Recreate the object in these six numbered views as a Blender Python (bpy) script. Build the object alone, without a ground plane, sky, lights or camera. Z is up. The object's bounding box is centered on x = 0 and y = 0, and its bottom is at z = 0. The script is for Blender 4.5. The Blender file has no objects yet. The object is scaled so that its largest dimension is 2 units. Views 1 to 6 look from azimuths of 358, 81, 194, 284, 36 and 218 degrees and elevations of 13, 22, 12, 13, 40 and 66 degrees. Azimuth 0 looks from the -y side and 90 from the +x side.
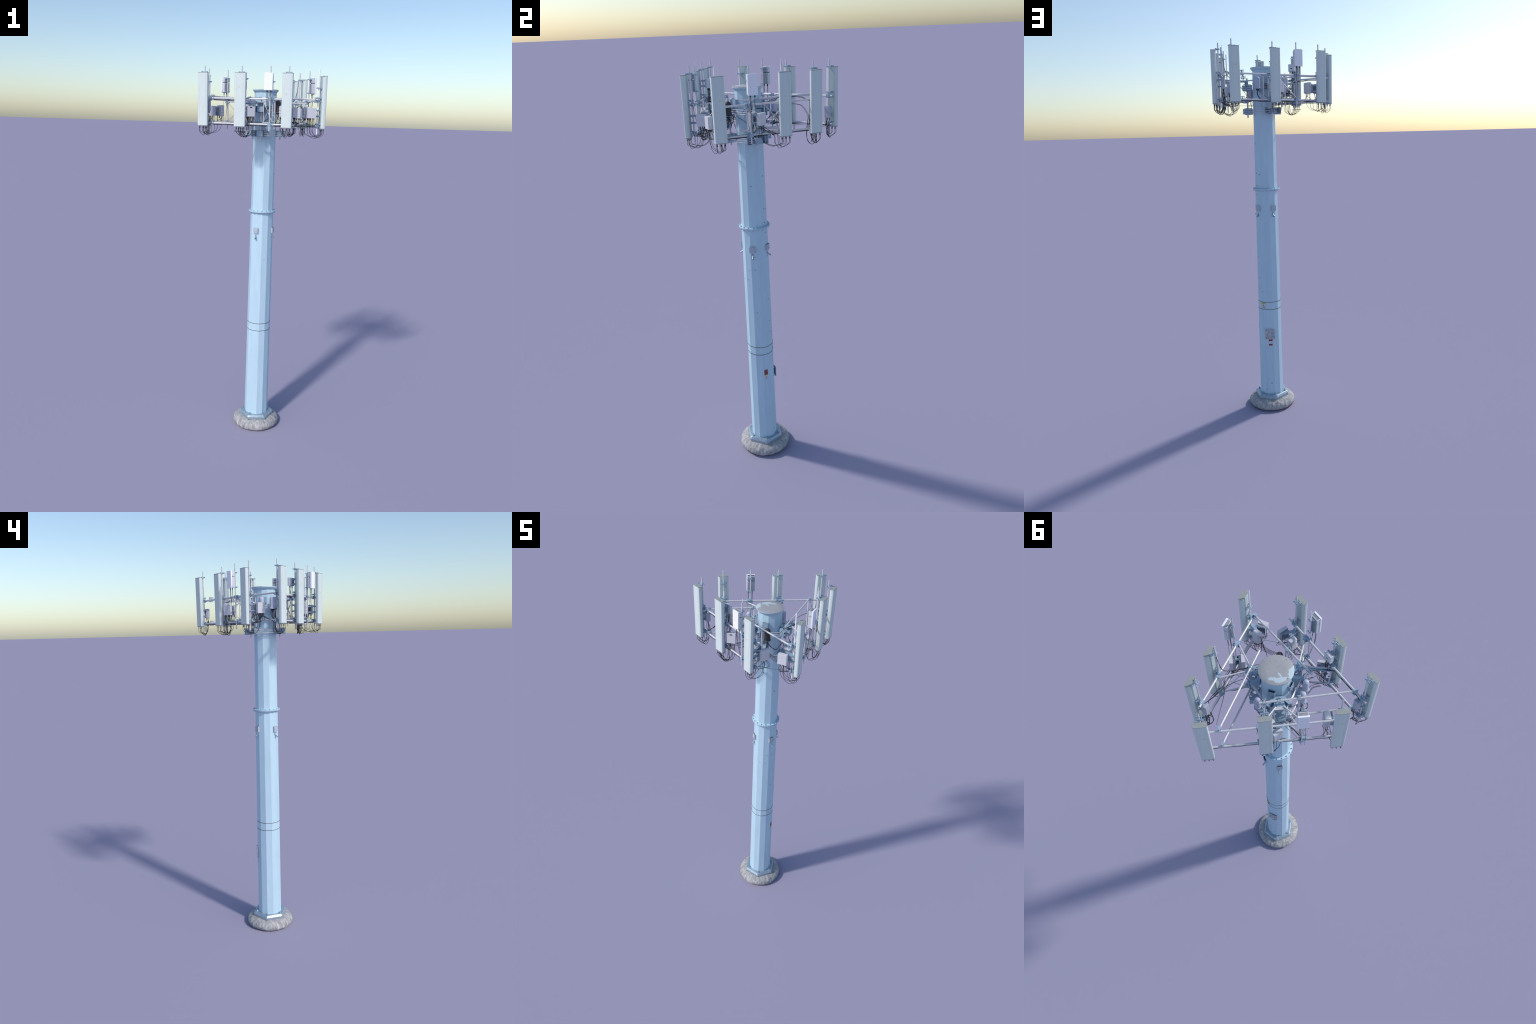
import bpy, bmesh, math, random
from mathutils import Vector, Matrix
from mathutils import noise as mnoise

# ---------------------------------------------------------------- frame
AX, AY = 0.0245, -0.0525                    # axis of the mast
SECTOR = {'A': 254.1, 'B': 13.6, 'C': 134.5}  # outward direction of the three faces
RAIL_Z = (1.715, 1.835)
RAIL_N = 0.2022
POLE_N = 0.2098


def W(s, t, n, z):
    """sector coordinates (tangential, outward, height) -> world"""
    a = math.radians(SECTOR[s])
    c, q = math.cos(a), math.sin(a)
    return Vector((AX - q * t + c * n, AY + c * t + q * n, z))


def frame(s, t, n, z, yaw=0.0):
    """matrix of a box in a sector: x along the face, y outward, z up, turned by yaw"""
    a = math.radians(SECTOR[s])
    x = Vector((-math.sin(a), math.cos(a), 0))
    y = Vector((math.cos(a), math.sin(a), 0))
    k = math.radians(yaw)
    xx = x * math.cos(k) + y * math.sin(k)
    yy = -x * math.sin(k) + y * math.cos(k)
    o = W(s, t, n, z)
    return Matrix(((xx.x, yy.x, 0, o.x), (xx.y, yy.y, 0, o.y), (0, 0, 1, o.z), (0, 0, 0, 1)))


def polar(r, deg, z):
    a = math.radians(deg)
    return Vector((AX + r * math.cos(a), AY + r * math.sin(a), z))


def radial(r, deg, z):
    """matrix at a place on the mast: x tangential, y outward, z up"""
    a = math.radians(deg)
    o = polar(r, deg, z)
    return Matrix(((-math.sin(a), math.cos(a), 0, o.x), (math.cos(a), math.sin(a), 0, o.y), (0, 0, 1, o.z), (0, 0, 0, 1)))


# ---------------------------------------------------------------- materials
def new_mat(name):
    m = bpy.data.materials.new(name)
    m.use_nodes = True
    nt = m.node_tree
    return m, nt, nt.nodes['Principled BSDF']


def tex_coord(nt, scale=(1, 1, 1)):
    tc = nt.nodes.new('ShaderNodeTexCoord')
    mp = nt.nodes.new('ShaderNodeMapping')
    mp.inputs['Scale'].default_value = scale
    nt.links.new(tc.outputs['Object'], mp.inputs['Vector'])
    return mp.outputs['Vector']


def noise(nt, vec, scale, detail=4, rough=0.6):
    n = nt.nodes.new('ShaderNodeTexNoise')
    n.inputs['Scale'].default_value = scale
    n.inputs['Detail'].default_value = detail
    n.inputs['Roughness'].default_value = rough
    nt.links.new(vec, n.inputs['Vector'])
    return n.outputs['Fac']


def ramp(nt, fac, stops):
    r = nt.nodes.new('ShaderNodeValToRGB')
    el = r.color_ramp.elements
    while len(el) < len(stops):
        el.new(0.5)
    for e, (p, c) in zip(el, stops):
        e.position = p
        e.color = (*c, 1)
    nt.links.new(fac, r.inputs['Fac'])
    return r.outputs['Color']


def mix(nt, a, b, fac, mode='MIX'):
    m = nt.nodes.new('ShaderNodeMix')
    m.data_type = 'RGBA'
    m.blend_type = mode
    for sock, v in ((m.inputs[0], fac), (m.inputs[6], a), (m.inputs[7], b)):
        if hasattr(v, 'is_output'):
            nt.links.new(v, sock)
        elif isinstance(v, tuple):
            sock.default_value = (*v, 1)
        else:
            sock.default_value = v
    return m.outputs[2]


def mul(c, k):
    return tuple(min(1.0, x * k) for x in c)


def surface(name, col, rough=0.5, metal=0.0, vary=0.06, scale=(60, 60, 60), bump=0.0, bump_scale=300, spec=0.4, spots=None):
    """plain painted / moulded surface with a soft mottling and a little grain"""
    m, nt, p = new_mat(name)
    v = tex_coord(nt, scale)
    c = ramp(nt, noise(nt, v, 1.0), [(0.3, mul(col, 1 - vary)), (0.7, mul(col, 1 + vary))])
    if spots:
        v2 = tex_coord(nt, spots[1])
        f = ramp(nt, noise(nt, v2, 1.0, 5, 0.7), [(spots[2], (0, 0, 0)), (spots[3], (1, 1, 1))])
        c = mix(nt, c, spots[0], f)
    nt.links.new(c, p.inputs['Base Color'])
    p.inputs['Roughness'].default_value = rough
    p.inputs['Metallic'].default_value = metal
    p.inputs['Specular IOR Level'].default_value = spec
    if bump:
        b = nt.nodes.new('ShaderNodeBump')
        b.inputs['Strength'].default_value = bump
        b.inputs['Distance'].default_value = 0.001
        nt.links.new(noise(nt, tex_coord(nt), bump_scale, 3), b.inputs['Height'])
        nt.links.new(b.outputs['Normal'], p.inputs['Normal'])
    return m


MAST = (0.488, 0.660, 0.775)
MAT = {}
MAT['mast'] = surface('mast_paint', MAST, 0.55, vary=0.05, scale=(35, 35, 6),
                      spots=((0.43, 0.53, 0.62), (160, 160, 22), 0.66, 0.80))
MAT['bracket'] = surface('bracket_steel', (0.33, 0.455, 0.57), 0.45, metal=0.1, vary=0.12, scale=(150, 150, 150))
MAT['galv'] = surface('galvanised_pipe', (0.66, 0.66, 0.685), 0.42, metal=0.15, vary=0.10, scale=(140, 140, 140), spec=0.5)
MAT['zinc'] = surface('zinc_plate', (0.36, 0.45, 0.525), 0.36, metal=0.50, vary=0.28, scale=(150, 150, 150), spec=0.7)
MAT['panel'] = surface('radome_plastic', (0.63, 0.705, 0.70), 0.5, vary=0.035, scale=(90, 90, 14))
MAT['panel_back'] = surface('antenna_back', (0.47, 0.56, 0.58), 0.55, vary=0.07, scale=(60, 60, 14))
MAT['endcap'] = surface('end_cap_grey', (0.32, 0.345, 0.335), 0.7, vary=0.08, scale=(90, 90, 90))
MAT['radio'] = surface('radio_housing', (0.63, 0.64, 0.695), 0.55, vary=0.08, scale=(190, 190, 190), bump=0.2, bump_scale=500)
MAT['radio_grey'] = surface('radio_fins', (0.42, 0.455, 0.54), 0.5, vary=0.14, scale=(130, 130, 130))
MAT['white'] = surface('white_cover', (0.88, 0.89, 0.95), 0.42, vary=0.03, scale=(120, 120, 120))
MAT['dome'] = surface('dome_plastic', (0.50, 0.53, 0.66), 0.5, vary=0.10, scale=(120, 120, 70))
MAT['black'] = surface('black_rubber', (0.022, 0.022, 0.026), 0.55, vary=0.2)
MAT['smoke'] = surface('black_dome', (0.045, 0.043, 0.045), 0.5, vary=0.25, scale=(160, 160, 90))
MAT['green'] = surface('green_wire', (0.035, 0.16, 0.11), 0.5, vary=0.1)
MAT['dark'] = surface('dark_slot', (0.05, 0.055, 0.07), 0.7, vary=0.1)
MAT['hood'] = surface('grey_hood', (0.42, 0.475, 0.55), 0.6, vary=0.13, scale=(160, 160, 160))
MAT['bright'] = surface('white_pipe_paint', (0.88, 0.89, 0.91), 0.4, vary=0.03, scale=(120, 120, 120), spec=0.6)
MAT['strap'] = surface('rusty_strap', (0.06, 0.045, 0.036), 0.7, vary=0.35, scale=(90, 90, 90))
MAT['faint'] = surface('faded_plug', (0.24, 0.29, 0.36), 0.6, vary=0.1)
MAT['plate'] = surface('engraved_plate', (0.45, 0.47, 0.53), 0.5, vary=0.15, scale=(120, 120, 120), spots=((0.22, 0.24, 0.28), (70, 70, 70), 0.55, 0.68))
MAT['red'] = surface('red_label', (0.27, 0.065, 0.055), 0.6, vary=0.1)
MAT['yellow'] = surface('yellow_label', (0.55, 0.42, 0.03), 0.6, vary=0.1)
MAT['paper'] = surface('white_label', (0.62, 0.60, 0.68), 0.6, vary=0.06)
MAT['ink'] = surface('grey_ink', (0.12, 0.13, 0.17), 0.7, vary=0.1)
MAT['pale_yellow'] = surface('faded_yellow_sticker', (0.62, 0.66, 0.42), 0.6, vary=0.1)


def make_concrete():
    m, nt, p = new_mat('rough_concrete')
    tc = nt.nodes.new('ShaderNodeTexCoord')
    # radial coordinates so the streaks run down the mound
    sep = nt.nodes.new('ShaderNodeSeparateXYZ')
    off = nt.nodes.new('ShaderNodeVectorMath')
    off.operation = 'SUBTRACT'
    off.inputs[1].default_value = (AX, AY, 0)
    nt.links.new(tc.outputs['Object'], off.inputs[0])
    nt.links.new(off.outputs[0], sep.inputs[0])
    nrm = nt.nodes.new('ShaderNodeVectorMath')
    nrm.operation = 'NORMALIZE'
    flat = nt.nodes.new('ShaderNodeCombineXYZ')
    nt.links.new(sep.outputs['X'], flat.inputs['X'])
    nt.links.new(sep.outputs['Y'], flat.inputs['Y'])
    nt.links.new(flat.outputs[0], nrm.inputs[0])
    sc = nt.nodes.new('ShaderNodeVectorMath')
    sc.operation = 'MULTIPLY_ADD'
    sc.inputs[1].default_value = (5.5, 5.5, 5.5)
    low = nt.nodes.new('ShaderNodeVectorMath')
    low.operation = 'MULTIPLY'
    low.inputs[1].default_value = (38, 38, 30)
    nt.links.new(off.outputs[0], low.inputs[0])
    nt.links.new(nrm.outputs[0], sc.inputs[0])
    nt.links.new(low.outputs[0], sc.inputs[2])
    streak = noise(nt, sc.outputs[0], 1.0, 5, 0.65)
    c = ramp(nt, streak, [(0.28, (0.19, 0.195, 0.21)), (0.46, (0.35, 0.35, 0.355)), (0.60, (0.47, 0.46, 0.465)), (0.78, (0.62, 0.60, 0.61))])
    v = tex_coord(nt)
    pit = ramp(nt, noise(nt, v, 110, 3, 0.6), [(0.60, (1, 1, 1)), (0.72, (0.45, 0.45, 0.46))])
    c = mix(nt, c, pit, 1.0, 'MULTIPLY')
    nt.links.new(c, p.inputs['Base Color'])
    p.inputs['Roughness'].default_value = 0.9
    b = nt.nodes.new('ShaderNodeBump')
    b.inputs['Strength'].default_value = 0.6
    b.inputs['Distance'].default_value = 0.002
    nt.links.new(noise(nt, v, 160, 5, 0.7), b.inputs['Height'])
    nt.links.new(b.outputs['Normal'], p.inputs['Normal'])
    return m


def make_lid():
    """grey weathered steel lid from which patches of blue paint still hold on"""
    m, nt, p = new_mat('peeled_lid')
    v = tex_coord(nt)
    base = ramp(nt, noise(nt, v, 90, 6, 0.7), [(0.3, (0.335, 0.34, 0.36)), (0.7, (0.40, 0.40, 0.415))])

    def lobe(angle, dist, half_t, half_r):
        """distance from a patch centred on the lid edge, 1 on its outline"""
        mp = nt.nodes.new('ShaderNodeMapping')
        mp.vector_type = 'TEXTURE'
        a = math.radians(angle)
        mp.inputs['Location'].default_value = (AX + dist * math.cos(a), AY + dist * math.sin(a), 0)
        mp.inputs['Rotation'].default_value = (0, 0, a)
        mp.inputs['Scale'].default_value = (half_r, half_t, 10)
        nt.links.new(v, mp.inputs['Vector'])
        ln = nt.nodes.new('ShaderNodeVectorMath')
        ln.operation = 'LENGTH'
        nt.links.new(mp.outputs['Vector'], ln.inputs[0])
        return ln.outputs['Value']
    lows = [lobe(208, 0.068, 0.034, 0.024), lobe(150, 0.046, 0.024, 0.011), lobe(118, 0.041, 0.020, 0.009), lobe(160, 0.030, 0.004, 0.016)]
    while len(lows) > 1:
        mn = nt.nodes.new('ShaderNodeMath')
        mn.operation = 'MINIMUM'
        nt.links.new(lows[0], mn.inputs[0])
        nt.links.new(lows[1], mn.inputs[1])
        lows = [mn.outputs[0]] + lows[2:]
    rag = nt.nodes.new('ShaderNodeMath')
    rag.operation = 'MULTIPLY_ADD'
    rag.inputs[1].default_value = 1.5
    nt.links.new(noise(nt, v, 75, 5, 0.6), rag.inputs[0])
    nt.links.new(lows[0], rag.inputs[2])
    f = ramp(nt, rag.outputs[0], [(0.0, (1, 1, 1)), (0.42, (1, 1, 1)), (0.44, (0, 0, 0))])
    half = nt.nodes.new('ShaderNodeMath')
    half.operation = 'MULTIPLY'
    half.inputs[1].default_value = 0.25
    nt.links.new(rag.outputs[0], half.inputs[0])
    nt.links.new(half.outputs[0], f.node.inputs['Fac'])
    c = mix(nt, base, (0.50, 0.62, 0.68), f)
    nt.links.new(c, p.inputs['Base Color'])
    p.inputs['Roughness'].default_value = 0.65
    return m


MAT['concrete'] = make_concrete()
MAT['lid'] = make_lid()


# ---------------------------------------------------------------- mesh building
class Build:
    def __init__(self):
        self.v, self.f, self.m = [], [], []

    def add(self, verts, faces, mat=0):
        o = len(self.v)
        self.v += [tuple(p) for p in verts]
        self.f += [tuple(i + o for i in f) for f in faces]
        self.m += [mat] * len(faces)
        return self

    def box(self, M, sx, sy, sz, mat=0, c=(0, 0, 0), cham=0.0):
        """box of a size about c in the frame M; cham cuts the four upright edges"""
        x, y, z = sx / 2, sy / 2, sz / 2
        if cham:
            k = cham
            ring = [(-x + k, -y), (x - k, -y), (x, -y + k), (x, y - k), (x - k, y), (-x + k, y), (-x, y - k), (-x, -y + k)]
        else:
            ring = [(-x, -y), (x, -y), (x, y), (-x, y)]
        return self.prism(M, ring, -z, z, mat, c)

    def prism(self, M, ring, z0, z1, mat=0, c=(0, 0, 0)):
        n = len(ring)
        c = Vector(c)
        vs = [M @ (Vector((px, py, z0)) + c) for px, py in ring] + [M @ (Vector((px, py, z1)) + c) for px, py in ring]
        fs = [(i, (i + 1) % n, n + (i + 1) % n, n + i) for i in range(n)]
        fs += [tuple(reversed(range(n))), tuple(range(n, 2 * n))]
        return self.add(vs, fs, mat)

    def rod(self, a, b, r, n=12, mat=0, r2=None):
        a, b = Vector(a), Vector(b)
        d = (b - a).normalized()
        u = d.orthogonal().normalized()
        w = d.cross(u)
        r2 = r if r2 is None else r2
        cs = [(math.cos(2 * math.pi * i / n), math.sin(2 * math.pi * i / n)) for i in range(n)]
        vs = [a + (u * c + w * s) * r for c, s in cs] + [b + (u * c + w * s) * r2 for c, s in cs]
        fs = [(i, (i + 1) % n, n + (i + 1) % n, n + i) for i in range(n)]
        fs += [tuple(reversed(range(n))), tuple(range(n, 2 * n))]
        return self.add(vs, fs, mat)

    def pipe(self, a, b, r, wall, n=14, mat=0):
        """open tube with a wall, so its ends show a hole"""
        a, b = Vector(a), Vector(b)
        d = (b - a).normalized()
        u = d.orthogonal().normalized()
        w = d.cross(u)
        vs = []
        for p, q in ((a, r), (b, r), (b, r - wall), (a, r - wall)):
            vs += [p + (u * math.cos(2 * math.pi * i / n) + w * math.sin(2 * math.pi * i / n)) * q for i in range(n)]
        fs = []
        for k in range(4):
            k2 = (k + 1) % 4
            fs += [(k * n + i, k * n + (i + 1) % n, k2 * n + (i + 1) % n, k2 * n + i) for i in range(n)]
        return self.add(vs, fs, mat)

    def lathe(self, o, prof, n=24, mat=0, phase=0.0, jitter=None):
        o = Vector(o)
        vs, fs = [], []
        for j, (r, z) in enumerate(prof):
            for i in range(n):
                a = 2 * math.pi * i / n + phase
                rr, zz = (r, z) if jitter is None else jitter(a, r, z)
                vs.append(o + Vector((rr * math.cos(a), rr * math.sin(a), zz)))
        for j in range(len(prof) - 1):
            fs += [(j * n + i, j * n + (i + 1) % n, (j + 1) * n + (i + 1) % n, (j + 1) * n + i) for i in range(n)]
        fs += [tuple(reversed(range(n))), tuple(range((len(prof) - 1) * n, len(prof) * n))]
        return self.add(vs, fs, mat)

    def tube(self, pts, r, n=6, mat=0, step=5):
        """cable along a smooth curve through the points"""
        pts = [Vector(p) for p in pts]
        P = [pts[0] * 2 - pts[1]] + pts + [pts[-1] * 2 - pts[-2]]
        path = []
        for i in range(1, len(P) - 2):
            for k in range(step):
                t = k / step
                a, b, c, d = P[i - 1], P[i], P[i + 1], P[i + 2]
                path.append(0.5 * (2 * b + (c - a) * t + (2 * a - 5 * b + 4 * c - d) * t * t + (3 * b - a - 3 * c + d) * t ** 3))
        path.append(pts[-1])
        d = (path[1] - path[0]).normalized()
        u = d.orthogonal().normalized()
        vs, fs = [], []
        for i, p in enumerate(path):
            d = (path[min(i + 1, len(path) - 1)] - path[max(i - 1, 0)]).normalized()
            u = (u - d * u.dot(d)).normalized()
            w = d.cross(u)
            vs += [p + (u * math.cos(2 * math.pi * k / n) + w * math.sin(2 * math.pi * k / n)) * r for k in range(n)]
        for j in range(len(path) - 1):
            fs += [(j * n + i, j * n + (i + 1) % n, (j + 1) * n + (i + 1) % n, (j + 1) * n + i) for i in range(n)]
        fs += [tuple(reversed(range(n))), tuple(range((len(path) - 1) * n, len(path) * n))]
        return self.add(vs, fs, mat)

    def mesh(self, name, mats, smooth=35):
        me = bpy.data.meshes.new(name)
        me.from_pydata(self.v, [], self.f)
        for m in mats:
            me.materials.append(MAT[m])
        me.polygons.foreach_set('material_index', self.m)
        if smooth:
            me.polygons.foreach_set('use_smooth', [True] * len(me.polygons))
            me.set_sharp_from_angle(angle=math.radians(smooth))
        me.update()
        return me


ROOT = bpy.data.objects.new('cell_tower', None)
bpy.context.scene.collection.objects.link(ROOT)
ROOT.location = (AX, AY, 0)
ROOT.empty_display_size = 0.1
ROOT['label'] = 'tall pale blue cellular mast with three antenna sectors'
ROOT['category'] = 'cell tower'
ORIGIN = Matrix.Translation((AX, AY, 0))


def put(name, me, parent=None, M=None, bevel=0.0, seg=2, kind=None, angle=40):
    ob = bpy.data.objects.new(name, me)
    bpy.context.scene.collection.objects.link(ob)
    par = parent or ROOT
    ob.parent = par
    if par is ROOT:
        ob.matrix_parent_inverse = ORIGIN.inverted()
    else:
        ob.matrix_parent_inverse = WORLD[par.name].inverted()
    ob.matrix_basis = M.copy() if M is not None else Matrix.Identity(4)
    WORLD[ob.name] = ob.matrix_basis.copy()
    if bevel:
        b = ob.modifiers.new('rounded_edges', 'BEVEL')
        b.width = bevel
        b.segments = seg
        b.limit_method = 'ANGLE'
        b.angle_limit = math.radians(angle)
        b.harden_normals = False
    if kind:
        ob['kind'] = kind
    return ob


WORLD = {}
I4 = Matrix.Identity(4)
rnd = random.Random(7)

# ---------------------------------------------------------------- footing and base plate
def lumpy(a, r, z):
    """uneven hand-trowelled concrete: broad lumps plus smaller dents"""
    p = Vector((r * math.cos(a), r * math.sin(a), z))
    k = 0.0022 * mnoise.noise(p * 28 + Vector((3, 1, 7))) + 0.0012 * mnoise.noise(p * 75) + 0.0007 * mnoise.noise(p * 170 + Vector((9, 2, 4)))
    edge = min(1.0, max(0.0, (r - 0.07) / 0.04))
    return r + k * edge, z + (0.0018 * mnoise.noise(p * 40 + Vector((5, 5, 1))) + 0.0008 * mnoise.noise(p * 130)) * edge * (1 if z > 0.004 else 0)


FOOT = [(0.116, 0.0), (0.1225, 0.003), (0.1275, 0.008), (0.1305, 0.015), (0.1312, 0.022), (0.1295, 0.029), (0.1260, 0.035),
        (0.1205, 0.0405), (0.1140, 0.0450), (0.1060, 0.0488), (0.0970, 0.0515), (0.0860, 0.0530), (0.0700, 0.0536), (0.0300, 0.0538)]
b = Build().lathe((AX, AY, 0), [(FOOT[i][0] + (FOOT[i + 1][0] - FOOT[i][0]) * k / 3, FOOT[i][1] + (FOOT[i + 1][1] - FOOT[i][1]) * k / 3) for i in range(len(FOOT) - 1) for k in range(3)] + [FOOT[-1]], n=240, jitter=lumpy)
footing = put('concrete_footing', b.mesh('concrete_footing', ['concrete'], 60))


def hexagon(R, cut):
    """hexagon with rounded corners"""
    ring = []
    for i in range(6):
        a = math.radians(60 * i)
        for k in (-1, -0.4, 0.4, 1):
            ap = R * math.cos(math.radians(30))
            aa = a + math.radians(k * cut)
            rr = min(ap / math.cos(math.radians(30) - abs(aa - a)), R * 0.972)
            ring.append((rr * math.cos(aa), rr * math.sin(aa)))
    return ring


b = Build()
z_lv = [(0.0985, 0.0522), (0.1002, 0.0540), (0.1002, 0.0668), (0.0920, 0.0768), (0.0600, 0.0771)]
rings = [[Vector((AX + x, AY + y, z)) for x, y in hexagon(R, 6)] for R, z in z_lv]
n = len(rings[0])
fs = [tuple(reversed(range(n)))]
for j in range(len(rings) - 1):
    fs += [(j * n + i, j * n + (i + 1) % n, (j + 1) * n + (i + 1) % n, (j + 1) * n + i) for i in range(n)]
fs.append(tuple(range((len(rings) - 1) * n, len(rings) * n)))
b.add([p for r in rings for p in r], fs)
base = put('base_plate', b.mesh('base_plate', ['zinc'], 20), bevel=0.0005, seg=1, angle=20)
nut = Build().lathe((0, 0, 0), [(0.0068, 0), (0.0068, 0.0008)], 20).lathe((0, 0, 0.0008), [(0.0052, 0), (0.0052, 0.004), (0.0046, 0.0048)], 6)
nut.rod((0, 0, 0.0048), (0, 0, 0.0095), 0.0024, 10)
nut_me = nut.mesh('anchor_bolt', ['zinc'], 30)
for i in range(6):
    M = Matrix.Translation(polar(0.0768, 60 * i, 0.0771)) @ Matrix.Rotation(rnd.random() * 6, 4, 'Z') @ Matrix.Diagonal((1, 1, rnd.uniform(0.85, 1.25), 1))
    put('anchor_bolt', nut_me, base, M)

# ---------------------------------------------------------------- mast
def dodecagon(prof):
    return Build().lathe((AX, AY, 0), prof, n=12)


mast_lo = put('lower_mast', dodecagon([(0.0670, 0.0768), (0.0657, 0.30), (0.0641, 0.70), (0.0623, 1.05), (0.0615, 1.2575)]).mesh('lower_mast', ['mast'], 15), bevel=0.0006, angle=15)
mast_up = put('upper_mast', dodecagon([(0.0605, 1.2585), (0.0591, 1.63), (0.0578, 1.8765)]).mesh('upper_mast', ['mast'], 15), bevel=0.0006, angle=15)
ring = Build()
for z0, z1 in ((1.2546, 1.2586), (1.2587, 1.2627)):
    ring.lathe((AX, AY, 0), [(0.0560, z0), (0.0712, z0), (0.0722, z0 + 0.0009), (0.0724, z1 - 0.0004), (0.0716, z1), (0.0560, z1)], 64)
flange = put('flange_joint', ring.mesh('flange_joint', ['mast'], 35), mast_lo)
fb = Build().lathe((0, 0, -0.0072), [(0.0026, 0), (0.0030, 0.0004), (0.0030, 0.0024)], 6).lathe((0, 0, 0.0046), [(0.0030, 0), (0.0030, 0.0022), (0.0026, 0.0027)], 6)
fb.rod((0, 0, -0.0095), (0, 0, 0.0092), 0.0014, 8)
fb_me = fb.mesh('flange_bolt', ['zinc'], 30)
for i in range(18):
    put('flange_bolt', fb_me, mast_lo, Matrix.Translation(polar(0.0680, 20 * i + 7, 1.2588)) @ Matrix.Rotation(rnd.random(), 4, 'Z'))

# lid with flared lip
lip = Build().lathe((AX, AY, 0), [(0.0560, 1.8740), (0.0588, 1.8758), (0.0612, 1.8790), (0.0646, 1.8822), (0.0663, 1.8838), (0.0668, 1.8858), (0.0666, 1.8882), (0.0640, 1.8882)], 72)
put('flared_lip', lip.mesh('flared_lip', ['mast'], 40), mast_up)
lid = Build().lathe((AX, AY, 0), [(0.0640, 1.8870), (0.0667, 1.8880), (0.0667, 1.8892), (0.0658, 1.8898), (0.0300, 1.8899)], 72)
lid_ob = put('mast_lid', lid.mesh('mast_lid', ['lid'], 40))
lb = Build().lathe((0, 0, 0), [(0.0022, 0), (0.0022, 0.0009)], 14).lathe((0, 0, 0.0009), [(0.0015, 0), (0.0015, 0.0015)], 6).mesh('lid_bolt', ['bracket'], 30)
for i in range(4):
    put('lid_bolt', lb, lid_ob, Matrix.Translation(polar(0.0578, 90 * i - 3, 1.8897)))

# dark straps round the mast
for z, R in ((0.629, 0.0649), (0.5868, 0.0651)):
    s = Build()
    s.lathe((AX, AY, 0), [(R - 0.002, z - 0.0010), (R + 0.0003, z - 0.0010), (R + 0.0003, z + 0.0010), (R - 0.002, z + 0.0010)], 12)
    put('steel_strap', s.mesh('steel_strap', ['strap'], 0), mast_lo)


def hood_mesh(w, d, h, skin='hood'):
    """open-topped cable port hood: front, two cheeks, sloped bottom"""
    k = 0.0014
    b = Build()
    b.box(I4, w, k, h, 0, (0, d - k / 2, 0))
    b.box(I4, k, d, h, 0, (-w / 2 + k / 2, d / 2 - 0.001, 0))
    b.box(I4, k, d, h, 0, (w / 2 - k / 2, d / 2 - 0.001, 0))
    b.box(I4, w - 2 * k, d, k, 0, (0, d / 2 - 0.001, -h / 2 + k / 2))
    b.box(I4, w - 2 * k, 0.0006, h * 0.96, 1, (0, 0.0012, 0))
    return b.mesh('cable_port_hood', [skin, 'faint'], 30)


hood_lo = hood_mesh(0.0268, 0.0082, 0.0295)
spout = Build()
spout.lathe((0, 0, 0), [(0.0042, -0.0012), (0.0042, 0.0012)], 14)
spout_m = Matrix.Rotation(math.radians(-125), 4, 'X')
spout2 = Build()
spout2.pipe((0, -0.002, 0.004), (0, 0.0175, -0.0095), 0.0037, 0.0007, 16)
spout2.rod((0, -0.002, 0.006), (0, 0.0022, 0.006), 0.0048, 14)
spout2.box(I4, 0.003, 0.003, 0.018, 0, (0.0, 0.001, -0.006))
spout_me = spout2.mesh('drain_spout', ['zinc'], 40)
for a, turn in ((239.5, -18), (338.5, -20), (57, -22), (139.5, 20)):
    M = radial(0.0597, a, 1.1565)
    h = put('cable_port_hood', hood_lo, mast_lo, M, bevel=0.0007)
    put('drain_spout', spout_me, mast_lo, radial(0.0605, a - 1.0, 1.1235) @ Matrix.Rotation(math.radians(turn), 4, 'Z'))
hood_up = hood_mesh(0.0275, 0.0110, 0.030, 'bracket')
for a in (112, 190, 288):
    put('cable_port_hood', hood_up, mast_up, radial(0.0564, a, 1.8225), bevel=0.0007)

# plugged step-bolt holes
plug = Build().rod((0, -0.001, 0), (0, 0.0006, 0), 0.0029, 10).mesh('step_bolt_plug', ['faint'], 30)
for a, zs in ((47, (1.2797, 1.2301, 1.345, 1.50, 0.885, 0.7653, 0.7053, 0.1165)), (346.6, (1.0528, 0.8253, 1.46)), (68, (0.69, 1.34))):
    for z in zs:
        R = 0.0671 - (z - 0.077) * 0.0047
        ap = R * math.cos(math.radians(15)) / math.cos(math.radians((a % 30) - 15))
        M = radial(ap, 30 * (a // 30) + 15, z)
        M.translation = polar(ap, a, z)
        put('step_bolt_plug', plug, mast_lo if z < 1.25 else mast_up, M)


def facet(a, z):
    """frame lying on the mast facet that holds the direction a"""
    mid = 30 * (a // 30) + 15
    R = 0.0671 - (z - 0.077) * 0.0047
    ap = R * math.cos(math.radians(15))
    M = radial(ap, mid, z)
    off = ap * math.tan(math.radians(a - mid))
    # local x runs tangentially clockwise seen from outside, so flip to read left-to-right
    M = M @ Matrix.Translation((off, 0, 0))
    return M


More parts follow.
